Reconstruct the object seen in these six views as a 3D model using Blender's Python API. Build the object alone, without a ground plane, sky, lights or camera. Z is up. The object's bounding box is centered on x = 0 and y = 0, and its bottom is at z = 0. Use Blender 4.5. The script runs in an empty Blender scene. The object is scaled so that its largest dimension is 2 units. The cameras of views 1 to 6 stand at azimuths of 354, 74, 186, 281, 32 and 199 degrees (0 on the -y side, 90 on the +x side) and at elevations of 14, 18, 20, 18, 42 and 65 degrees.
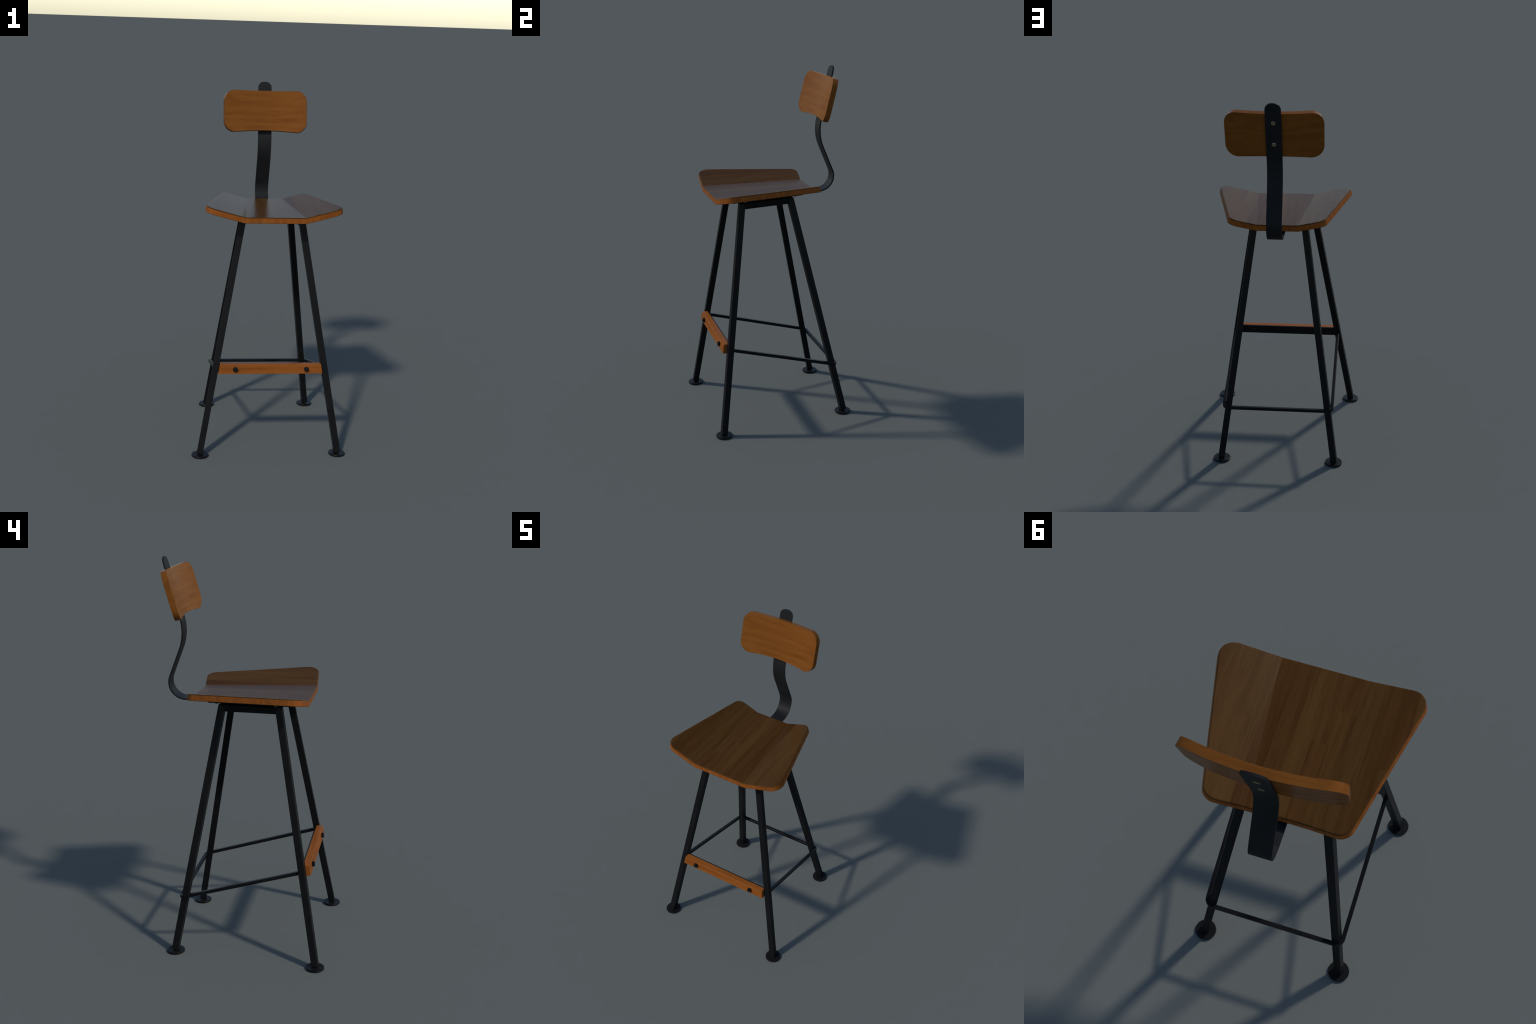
import bpy, bmesh
from math import sin, cos, tan, pi, sqrt, radians, atan2
from mathutils import Vector, Matrix

# ------------------------------------------------------------------ helpers
def new_object(name, bm, material, parent, smooth_angle=35, bevel=0.0, segments=2):
    bmesh.ops.recalc_face_normals(bm, faces=bm.faces[:])
    mesh = bpy.data.meshes.new(name)
    bm.to_mesh(mesh)
    bm.free()
    obj = bpy.data.objects.new(name, mesh)
    bpy.context.scene.collection.objects.link(obj)
    mesh.materials.append(material)
    mesh.shade_smooth()
    mesh.set_sharp_from_angle(angle=radians(smooth_angle))
    if bevel:
        b = obj.modifiers.new("edge_round", 'BEVEL')
        b.width = bevel
        b.segments = segments
        b.limit_method = 'ANGLE'
        b.angle_limit = radians(50)
        b.harden_normals = True
    obj.parent = parent
    return obj

def loft(bm, rings, close_ends=True):
    """Skin closed cross-section rings into a tube."""
    vs = [[bm.verts.new(p) for p in ring] for ring in rings]
    for a, b in zip(vs[:-1], vs[1:]):
        n = len(a)
        for i in range(n):
            bm.faces.new((a[i], a[(i + 1) % n], b[(i + 1) % n], b[i]))
    if close_ends:
        bm.faces.new(vs[0])
        bm.faces.new(vs[-1])
    return vs

def revolve(bm, profile, matrix=Matrix(), segments=40):
    """Lathe a (radius, height) profile about local z."""
    rings = []
    for r, z in profile:
        if r < 1e-6:
            rings.append([bm.verts.new(matrix @ Vector((0, 0, z)))])
        else:
            rings.append([bm.verts.new(matrix @ Vector((r * cos(2 * pi * i / segments),
                                                        r * sin(2 * pi * i / segments), z)))
                          for i in range(segments)])
    for a, b in zip(rings[:-1], rings[1:]):
        for i in range(segments):
            j = (i + 1) % segments
            if len(a) == 1 and len(b) > 1:
                bm.faces.new((a[0], b[i], b[j]))
            elif len(b) == 1 and len(a) > 1:
                bm.faces.new((a[i], a[j], b[0]))
            elif len(a) > 1:
                bm.faces.new((a[i], a[j], b[j], b[i]))

def aim(direction, origin):
    return Matrix.Translation(origin) @ Vector(direction).to_track_quat('Z', 'Y').to_matrix().to_4x4()

def fillet_path(points, radii, steps=12):
    """Polyline with the inner corners replaced by arcs of the given radii."""
    pts = [Vector(p) for p in points]
    out = [pts[0]]
    for k in range(1, len(pts) - 1):
        p, a, b = pts[k], (pts[k - 1] - pts[k]).normalized(), (pts[k + 1] - pts[k]).normalized()
        half = a.angle(b) / 2
        t = radii[k - 1] / tan(half)
        centre = p + (a + b).normalized() * (radii[k - 1] / sin(half))
        v0, v1 = p + a * t - centre, p + b * t - centre
        ang = v0.angle(v1)
        for i in range(steps + 1):
            f = i / steps
            out.append(centre + (v0 * sin((1 - f) * ang) + v1 * sin(f * ang)) / sin(ang))
    out.append(pts[-1])
    return out

# ---------------------------------------------------------------- materials
def node_material(name):
    m = bpy.data.materials.new(name)
    m.use_nodes = True
    nt = m.node_tree
    bsdf = nt.nodes["Principled BSDF"]
    return m, nt, bsdf

def add(nt, kind, **props):
    n = nt.nodes.new(kind)
    for k, v in props.items():
        setattr(n, k, v)
    return n

def math_node(nt, op, a, b=None):
    n = add(nt, "ShaderNodeMath", operation=op)
    for i, v in enumerate((a, b)):
        if v is None:
            continue
        if isinstance(v, (int, float)):
            n.inputs[i].default_value = v
        else:
            nt.links.new(v, n.inputs[i])
    return n.outputs[0]

def noise(nt, vector, scale, detail=4.0, rough=0.55, distortion=0.0):
    n = add(nt, "ShaderNodeTexNoise")
    n.inputs["Scale"].default_value = scale
    n.inputs["Detail"].default_value = detail
    n.inputs["Roughness"].default_value = rough
    n.inputs["Distortion"].default_value = distortion
    nt.links.new(vector, n.inputs["Vector"])
    return n.outputs["Fac"]

def mapping(nt, vector, scale):
    n = add(nt, "ShaderNodeMapping")
    n.inputs["Scale"].default_value = scale
    nt.links.new(vector, n.inputs["Vector"])
    return n.outputs["Vector"]

def ramp(nt, fac, stops):
    n = add(nt, "ShaderNodeValToRGB")
    els = n.color_ramp.elements
    while len(els) < len(stops):
        els.new(0.5)
    for e, (pos, col) in zip(els, stops):
        e.position = pos
        e.color = (*col, 1)
    nt.links.new(fac, n.inputs["Fac"])
    return n.outputs["Color"]

def mix(nt, kind, fac, a, b):
    n = add(nt, "ShaderNodeMix", data_type='RGBA', blend_type=kind)
    for sock, v in ((n.inputs[0], fac), (n.inputs[6], a), (n.inputs[7], b)):
        if isinstance(v, (int, float)):
            sock.default_value = v
        elif isinstance(v, tuple):
            sock.default_value = (*v, 1)
        else:
            nt.links.new(v, sock)
    return n.outputs[2]

def wood(name, light, mid, dark, along, planks=0.0, roughness=0.27):
    """Varnished wood with grain along one axis, optionally glued up from strips."""
    m, nt, bsdf = node_material(name)
    coord = add(nt, "ShaderNodeTexCoord").outputs["Object"]
    vec = coord
    strip_tone = None
    if planks:
        sep = add(nt, "ShaderNodeSeparateXYZ")
        nt.links.new(coord, sep.inputs[0])
        strip = math_node(nt, 'FLOOR', math_node(nt, 'DIVIDE', math_node(nt, 'ADD', sep.outputs[0], 10.013), planks))
        w1 = add(nt, "ShaderNodeTexWhiteNoise", noise_dimensions='1D')
        nt.links.new(strip, w1.inputs["W"])
        # staves along a strip are butted at staggered places
        stave = math_node(nt, 'FLOOR', math_node(nt, 'DIVIDE',
                 math_node(nt, 'ADD', sep.outputs[1], math_node(nt, 'ADD', math_node(nt, 'MULTIPLY', w1.outputs["Value"], 1.7), 5.0)), 0.85))
        ident = math_node(nt, 'ADD', math_node(nt, 'MULTIPLY', strip, 7.31), math_node(nt, 'MULTIPLY', stave, 3.17))
        w2 = add(nt, "ShaderNodeTexWhiteNoise", noise_dimensions='1D')
        nt.links.new(ident, w2.inputs["W"])
        strip_tone = w2.outputs["Value"]
        comb = add(nt, "ShaderNodeCombineXYZ")
        nt.links.new(math_node(nt, 'MULTIPLY', strip_tone, 9.0), comb.inputs[2])
        shift = add(nt, "ShaderNodeVectorMath", operation='ADD')
        nt.links.new(coord, shift.inputs[0])
        nt.links.new(comb.outputs[0], shift.inputs[1])
        vec = shift.outputs[0]
    long, wide = 1.0, 22.0
    grain_scale = {'x': (long, wide, wide), 'y': (wide, long, wide), 'z': (wide, wide, long)}[along]
    grain = mapping(nt, vec, grain_scale)
    broad = noise(nt, grain, 2.0, 4.0, 0.6, 0.25)
    fine = noise(nt, mapping(nt, grain, (3.0, 3.0, 3.0)), 6.0, 5.0, 0.65, 0.2)
    fac = math_node(nt, 'ADD', math_node(nt, 'MULTIPLY', broad, 0.6), math_node(nt, 'MULTIPLY', fine, 0.4))
    col = ramp(nt, fac, [(0.34, dark), (0.5, mid), (0.66, light)])
    if strip_tone is not None:
        tone = ramp(nt, strip_tone, [(0.0, (0.86, 0.78, 0.74)), (0.5, (0.97, 0.96, 0.95)), (1.0, (1.06, 1.12, 1.12))])
        col = mix(nt, 'MULTIPLY', 1.0, col, tone)
    # short dark pores
    pores = noise(nt, mapping(nt, grain, (6.0, 9.0, 9.0)), 3.0, 2.0, 0.5)
    pore_mask = ramp(nt, pores, [(0.62, (0, 0, 0)), (0.74, (1, 1, 1))])
    col = mix(nt, 'MIX', math_node(nt, 'MULTIPLY', pore_mask, 0.22), col, dark)
    nt.links.new(col, bsdf.inputs["Base Color"])
    bsdf.inputs["Roughness"].default_value = roughness
    bsdf.inputs["IOR"].default_value = 1.09
    bump = add(nt, "ShaderNodeBump")
    bump.inputs["Strength"].default_value = 0.012
    bump.inputs["Distance"].default_value = 0.002
    nt.links.new(fine, bump.inputs["Height"])
    nt.links.new(bump.outputs["Normal"], bsdf.inputs["Normal"])
    return m

def painted_steel(name, level, roughness=0.30):
    m, nt, bsdf = node_material(name)
    coord = add(nt, "ShaderNodeTexCoord").outputs["Object"]
    n = noise(nt, coord, 14.0, 4.0)
    nt.links.new(ramp(nt, n, [(0.3, (level * 0.85,) * 3), (0.7, (level * 1.15,) * 3)]), bsdf.inputs["Base Color"])
    r = add(nt, "ShaderNodeMapRange")
    r.inputs["To Min"].default_value = roughness - 0.04
    r.inputs["To Max"].default_value = roughness + 0.04
    nt.links.new(n, r.inputs["Value"])
    nt.links.new(r.outputs["Result"], bsdf.inputs["Roughness"])
    bsdf.inputs["IOR"].default_value = 1.16
    return m

def brass():
    m, nt, bsdf = node_material("dull_brass")
    coord = add(nt, "ShaderNodeTexCoord").outputs["Object"]
    n = noise(nt, coord, 90.0, 3.0)
    nt.links.new(ramp(nt, n, [(0.3, (0.17, 0.14, 0.07)), (0.7, (0.24, 0.20, 0.11))]), bsdf.inputs["Base Color"])
    bsdf.inputs["Metallic"].default_value = 0.7
    bsdf.inputs["Roughness"].default_value = 0.45
    return m

ORANGE = dict(light=(0.180, 0.064, 0.0125), mid=(0.152, 0.0525, 0.0103), dark=(0.116, 0.0375, 0.0078))
BRIGHT_ORANGE = dict(light=(0.250, 0.079, 0.0155), mid=(0.208, 0.063, 0.0120), dark=(0.148, 0.042, 0.0082))
SHADE_DARKENED = dict(light=(0.074, 0.034, 0.0100), mid=(0.060, 0.0272, 0.0076), dark=(0.044, 0.0178, 0.0052))  # orange wood darkened to the sunless, sky-only light on the seat top
wood_cross = wood("varnished_wood_cross_grain", along='x', **ORANGE)
wood_tread = wood("varnished_footrest_wood", along='x', **BRIGHT_ORANGE)
wood_rim = wood("varnished_wood_rim", along='z', **BRIGHT_ORANGE)
wood_seat_darkened = wood("varnished_strips_shade_darkened", along='y', planks=0.062, **SHADE_DARKENED)
steel = painted_steel("black_painted_steel", 0.0075)
strap_steel = painted_steel("black_strap_steel", 0.0125, 0.50)
brass_mat = brass()

# -------------------------------------------------------------------- stool
stool = bpy.data.objects.new("bar_stool", None)
bpy.context.scene.collection.objects.link(stool)
stool["label"] = "tall industrial bar stool with wooden seat and black steel frame"
stool["category"] = "bar stool"

# ------------------------------------------------------------------ seat
SEAT_TOP, SEAT_THICK, WING_SLOPE = 1.3325, 0.0328, 0.246
FOLD_FRONT, FOLD_REAR = Vector((0.1625, -0.3225)), Vector((0.1046, 0.2574))
OUTER_FRONT, OUTER_REAR = Vector((0.3806, -0.3055)), Vector((0.2433, 0.2760))

def fold_x(y):
    f = (y - FOLD_FRONT.y) / (FOLD_REAR.y - FOLD_FRONT.y)
    return FOLD_FRONT.x + f * (FOLD_REAR.x - FOLD_FRONT.x)

def seat_z(x, y):
    return SEAT_TOP + WING_SLOPE * max(0.0, abs(x) - fold_x(y))

fold_shift = (FOLD_REAR.x - FOLD_FRONT.x) / (FOLD_REAR.y - FOLD_FRONT.y)
def seat_normal(x, y):
    over = abs(x) - fold_x(y)
    side = 1 if x > 0 else -1
    wing = Vector((-WING_SLOPE * side, WING_SLOPE * fold_shift, 1.0)).normalized()
    if over > 1e-4:
        return wing
    if over > -1e-4:
        n = (wing + Vector((0, 0, 1))).normalized()
        return n / n.z
    return Vector((0, 0, 1))

def seat_outline():
    """Right half from the front fold round to the rear fold, then the mirror."""
    corner = fillet_path([(*FOLD_FRONT, 0), (*OUTER_FRONT, 0), (*OUTER_REAR, 0), (*FOLD_REAR, 0)], [0.060, 0.047], 14)
    right = [(p.x, p.y) for p in corner]
    left = [(-x, y) for x, y in reversed(right)]
    return right, left

def build_seat():
    bm = bmesh.new()
    right, left = seat_outline()
    top, bottom = [], []
    loop = right + left
    for x, y in loop:
        p = Vector((x, y, seat_z(x, y)))
        top.append(bm.verts.new(p))
        bottom.append(bm.verts.new(p - seat_normal(x, y) * SEAT_THICK))
    n, k = len(loop), len(right)
    def caps(v, flip):
        for idx in (list(range(k)), list(range(k, n)), [k - 1, k, n - 1, 0]):
            f = [v[i] for i in idx]
            bm.faces.new(f[::-1] if flip else f)
    caps(top, False)
    caps(bottom, True)
    rim = []
    for i in range(n):
        j = (i + 1) % n
        bm.faces.new((top[i], top[j], bottom[j], bottom[i])).material_index = 1   # rim, same wood without the shade darkening
    for a, b in [(top[i], top[(i + 1) % n]) for i in range(n)]:
        e = bm.edges.get((a, b))
        if e:
            rim.append(e)
    low = [bm.edges.get((bottom[i], bottom[(i + 1) % n])) for i in range(n)]
    bmesh.ops.recalc_face_normals(bm, faces=bm.faces[:])
    bmesh.ops.bevel(bm, geom=rim, offset=0.0050, material=0, segments=4, profile=0.5, affect='EDGES', clamp_overlap=True)
    low = [e for e in low if e.is_valid]
    bmesh.ops.bevel(bm, geom=low, offset=0.002, segments=2, profile=0.5, affect='EDGES', clamp_overlap=True)
    obj = new_object("seat", bm, wood_seat_darkened, stool, 11)     # the shallow folds stay crisp
    obj.data.materials.append(wood_rim)
    return obj
seat = build_seat()

# -------------------------------------------------------------- back strap
STRAP_HALF, STRAP_THICK = 0.0395, 0.008
LEAN = 0.270                       # backward lean of the upper strap, dy/dz
def lean_y(z):                     # rear surface of the straight upper part
    return 0.3403 + LEAN * (z - 1.6861)
strap_path = fillet_path([(0, lean_y(1.998) + 0.0005, 1.998), (0, 0.3235, 1.6209), (0, 0.4587, 1.2844), (0, -0.06, 1.2844)],
                         [0.245, 0.088], 22)

def build_strap():
    bm = bmesh.new()
    round_r = 0.034
    # finer steps towards the rounded top end
    start, second = strap_path[0], strap_path[1]
    along = (second - start).normalized()
    path = [start + along * (round_r * (1 - cos(i / 10 * pi / 2))) for i in range(11)] + strap_path[1:]
    outer, inner, s = [], [], 0.0
    for i, p in enumerate(path):
        if i:
            s += (p - path[i - 1]).length
        a, b = path[max(i - 1, 0)], path[min(i + 1, len(path) - 1)]
        t = (b - a).normalized()
        nrm = Vector((0, t.z, -t.y))            # towards the sitter
        half = STRAP_HALF
        if s < round_r:
            half = STRAP_HALF - round_r + sqrt(max(0.0, round_r ** 2 - (round_r - s) ** 2))
        outer.append((p, half)); inner.append((p + nrm * STRAP_THICK, half))
    rings = []
    for (po, h), (pi_, _) in zip(outer, inner):
        h = max(h, 0.004)
        rings.append([po + Vector((-h, 0, 0)), po + Vector((h, 0, 0)), pi_ + Vector((h, 0, 0)), pi_ + Vector((-h, 0, 0))])
    loft(bm, rings)
    return new_object("back_strap", bm, strap_steel, stool, 40, 0.0012, 2)
strap = build_strap()

# --------------------------------------------------------------- backrest
lean_up = Vector((0, LEAN, 1)).normalized()
lean_front = Vector((0, -lean_up.z, lean_up.y))
BACK_W, BACK_T, BACK_R = 0.2475, 0.0290, 0.062
BACK_TOP, BACK_LOW, BACK_ARCH = 0.1095, 0.1342, 0.0115     # edges from the centre line; the lower edge is arched
BACK_ARC = 1.17                                          # radius of the horizontal curve
back_centre = Vector((0, lean_y(1.8345), 1.8345)) + lean_front * (STRAP_THICK + 0.0008)

def build_backrest():
    bm = bmesh.new()
    # columns across the board: corner arcs need cosine spacing
    cols = []
    for i in range(13):
        a = i / 12 * pi / 2
        drop = BACK_R * (1 - sin(a))
        cols.append((-BACK_W + BACK_R * (1 - cos(a)), BACK_TOP - drop, -BACK_LOW + drop))
    inner = BACK_W - BACK_R
    mid = []
    for i in range(1, 32):
        x = -inner + 2 * inner * i / 32
        rise = BACK_ARCH * (1 - (x / inner) ** 2)
        mid.append((x, BACK_TOP, -BACK_LOW + rise))
    cols = cols + mid + [(-x, t, b) for x, t, b in reversed(cols)]
    def place(x, w, depth):
        ang = x / BACK_ARC
        r = BACK_ARC - depth
        return back_centre + Vector((r * sin(ang), 0, 0)) + lean_front * (BACK_ARC - r * cos(ang)) + lean_up * w
    faces = {}
    for depth in (0.0, BACK_T):
        faces[depth] = [(bm.verts.new(place(x, t, depth)), bm.verts.new(place(x, b, depth))) for x, t, b in cols]
    rim = []
    for depth, c in faces.items():
        for a, b in zip(c[:-1], c[1:]):
            bm.faces.new((a[0], b[0], b[1], a[1]))
    back, front = faces[0.0], faces[BACK_T]
    for k in (0, 1):
        for i in range(len(cols) - 1):
            bm.faces.new((back[i][k], back[i + 1][k], front[i + 1][k], front[i][k]))
    for c in (0, -1):
        bm.faces.new((back[c][0], back[c][1], front[c][1], front[c][0]))
    bmesh.ops.recalc_face_normals(bm, faces=bm.faces[:])
    for c in (back, front):
        for k in (0, 1):
            rim += [bm.edges.get((c[i][k], c[i + 1][k])) for i in range(len(cols) - 1)]
        rim += [bm.edges.get((c[0][0], c[0][1])), bm.edges.get((c[-1][0], c[-1][1]))]
    bmesh.ops.bevel(bm, geom=rim, offset=0.0035, segments=3, profile=0.5, affect='EDGES', clamp_overlap=True)
    obj = new_object("backrest", bm, wood_cross, stool, 42)
    w = obj.modifiers.new("face_weighted", 'WEIGHTED_NORMAL')
    w.keep_sharp = True
    return obj
backrest = build_backrest()

for z in (1.8958, 1.7838):
    bm = bmesh.new()
    base = Vector((0, lean_y(z), z)) + lean_front * 0.001
    revolve(bm, [(0, 0), (0.0108, 0), (0.0112, 0.0018), (0.0095, 0.0034), (0.0060, 0.0042), (0.0045, 0.0034), (0, 0.0034)],
            aim(-lean_front, base), 28)
    new_object("rivet", bm, brass_mat, strap, 50)

# -------------------------------------------------------------- leg frames
TUBE = 0.0340
FRAME_TOP = 1.2935
front_foot, front_top = Vector((0.3864, -0.3833, 0)), Vector((0.1692, -0.1797, 1.25))
back_foot, back_top = Vector((0.3126, 0.3653, 0)), Vector((0.1403, 0.1226, 1.25))

def axis_at(foot, top, z):
    return foot + (top - foot) * (z / 1.25)

def mirrored(v, side):
    return Vector((v.x * side, v.y, v.z))

frame_normal = (front_foot - front_top).cross(back_foot - back_top).normalized()
if frame_normal.x < 0:
    frame_normal.negate()

def build_leg(foot, top, side):
    bm = bmesh.new()
    d = (foot - top).normalized()
    u = frame_normal
    v = d.cross(u).normalized()
    h = TUBE / 2
    corners = [u * h + v * h, -u * h + v * h, -u * h - v * h, u * h - v * h]
    low_end = axis_at(foot, top, 0.0135)
    rings = [[], []]
    for c in corners:
        rings[0].append(mirrored(low_end + c, side))                     # square cut at the foot
        p = foot + c
        rings[1].append(mirrored(p + d * ((FRAME_TOP - p.z) / d.z), side))   # cut flat under the seat
    loft(bm, rings)
    leg = new_object("leg", bm, steel, stool, 30, 0.0022, 2)
    # threaded stud and swivel pad
    bm = bmesh.new()
    centre = mirrored(axis_at(foot, top, 0.006), side)
    centre.z = 0
    if foot.y < 0:
        centre += Vector((-0.002 * side, 0.002, 0))
    else:
        centre += Vector((-0.003 * side, -0.003, 0))
    r = 0.0462
    revolve(bm, [(0, 0), (r - 0.0015, 0), (r, 0.0015), (r, 0.0072), (r - 0.0008, 0.0084), (r - 0.002, 0.009), (0, 0.009)],
            Matrix.Translation(centre), 56)
    pad = new_object("foot_pad", bm, steel, leg, 18)
    bm = bmesh.new()
    revolve(bm, [(0, 0), (0.010, 0), (0.010, 0.016), (0, 0.016)], Matrix.Translation(centre + Vector((0, 0, 0.006))), 20)
    new_object("stud", bm, steel, leg, 30)
    return leg

def build_top_rail(side):
    bm = bmesh.new()
    a, b = axis_at(front_foot, front_top, FRAME_TOP - TUBE / 2), axis_at(back_foot, back_top, FRAME_TOP - TUBE / 2)
    along = (b - a).normalized()
    across = along.cross(Vector((0, 0, 1))).normalized()
    h = TUBE / 2 - 0.0006
    sec = [across * h + Vector((0, 0, -h)), -across * h + Vector((0, 0, -h)), -across * h + Vector((0, 0, h)), across * h + Vector((0, 0, h))]
    loft(bm, [[mirrored(p + c, side) for c in sec] for p in (a + along * 0.004, b - along * 0.004)])
    return new_object("top_rail", bm, steel, stool, 30, 0.0018, 2)

for side in (1, -1):
    build_leg(front_foot, front_top, side)
    build_leg(back_foot, back_top, side)
    build_top_rail(side)

# ------------------------------------------------- mounting plate under seat
def build_plate():
    """Thin sheet following the folded underside of the seat, with bent wings."""
    bm = bmesh.new()
    front_y, rear_y = -0.228, 0.186
    rings = []
    for y, wide in ((front_y, 0.212), (rear_y, 0.170)):
        f = fold_x(y)
        xs = [-wide, -f, f, wide]
        def low(x, y=y):
            return seat_z(x, y) - SEAT_THICK * (1.0 if abs(x) <= fold_x(y) + 1e-6 else 1.03)
        yy = lambda x, y=y: y - (0.010 if y < 0 else 0.006) * (max(0, abs(x) - fold_x(y)) / 0.06)
        up = [Vector((x, yy(x), low(x) + 0.0005)) for x in xs]
        dn = [Vector((x, yy(x), low(x) - 0.0060)) for x in reversed(xs)]
        rings.append(up + dn)
    loft(bm, rings)
    return new_object("mounting_plate", bm, steel, stool, 5)
plate = build_plate()
for x, y in ((0.166, 0.138), (0.203, -0.163)):
    for side in (1, -1):
        bm = bmesh.new()
        revolve(bm, [(0, 0), (0.0085, 0), (0.0080, 0.002), (0.0055, 0.0040), (0, 0.0048)],
                aim((0.237 * side, 0, -0.97), Vector((x * side, y, seat_z(x, y) - SEAT_THICK - 0.0058))), 20)
        new_object("screw", bm, brass_mat, plate, 50)

# ------------------------------------------------------------ stretcher hoop
def build_hoop():
    bm = bmesh.new()
    b = 0.0175
    path = fillet_path([(0.3020, -0.290, 0.4815), (0.2955, 0.3290, 0.3018), (-0.2955, 0.3290, 0.3018), (-0.3020, -0.290, 0.4815)],
                       [0.030, 0.030], 12)
    rings = []
    for i, p in enumerate(path):
        t = (path[min(i + 1, len(path) - 1)] - path[max(i - 1, 0)]).normalized()
        side = t.cross(Vector((0, 0, 1))).normalized()
        up = side.cross(t).normalized()
        h = b / 2
        rings.append([p + side * h + up * h, p - side * h + up * h, p - side * h - up * h, p + side * h - up * h])
    loft(bm, rings)
    return new_object("stretcher", bm, steel, stool, 40, 0.0022, 3)
build_hoop()

# ----------------------------------------------------------------- footrest
TREAD_TOP, TREAD_LOW = 0.5132, 0.4625
tread_tilt = (-0.3385 + 0.3462) / (TREAD_TOP - TREAD_LOW)     # board leans with the legs
def tread_front(z):
    return -0.3462 + tread_tilt * (z - TREAD_LOW)
def tread_half(z, y):
    # inner face of the front legs
    return axis_at(front_foot, front_top, z).x - TUBE / 2 / frame_normal.x * 1.0 - 0.0004

def slab(name, depth0, depth1, top, low, material, parent, bevel, shrink=0.0):
    bm = bmesh.new()
    rings = []
    for z in (low, top):
        y0, y1 = tread_front(z) + depth0, tread_front(z) + depth1
        x = tread_half(z, y0) - shrink
        rings.append([Vector((-x, y0, z)), Vector((x, y0, z)), Vector((x, y1, z)), Vector((-x, y1, z))])
    loft(bm, rings)
    return new_object(name, bm, material, parent, 30, bevel, 2)
footrest = slab("footrest", 0.0, 0.0335, TREAD_TOP, TREAD_LOW, wood_tread, stool, 0.0018)
bracket = slab("footrest_bracket", 0.0336, 0.0400, TREAD_TOP - 0.001, TREAD_LOW - 0.001, steel, stool, 0.0008)
tread_normal = Vector((0, -1, tread_tilt)).normalized()
for side in (1, -1):
    bm = bmesh.new()
    base = Vector((0.1965 * side, tread_front(0.4885), 0.4885))
    revolve(bm, [(0, -0.01), (0.0128, -0.01), (0.0132, 0.0105), (0.0118, 0.0122), (0.0070, 0.0130), (0, 0.0132)], aim(tread_normal, base), 28)
    new_object("bolt", bm, steel, footrest, 40)
    bm = bmesh.new()
    base = Vector((0.1965 * side, tread_front(0.4885) + 0.0398, 0.4885))
    revolve(bm, [(0, 0), (0.0125, 0), (0.0122, 0.005), (0.008, 0.009), (0, 0.0105)], aim(-tread_normal, base), 24)
    new_object("nut", bm, steel, bracket, 40)
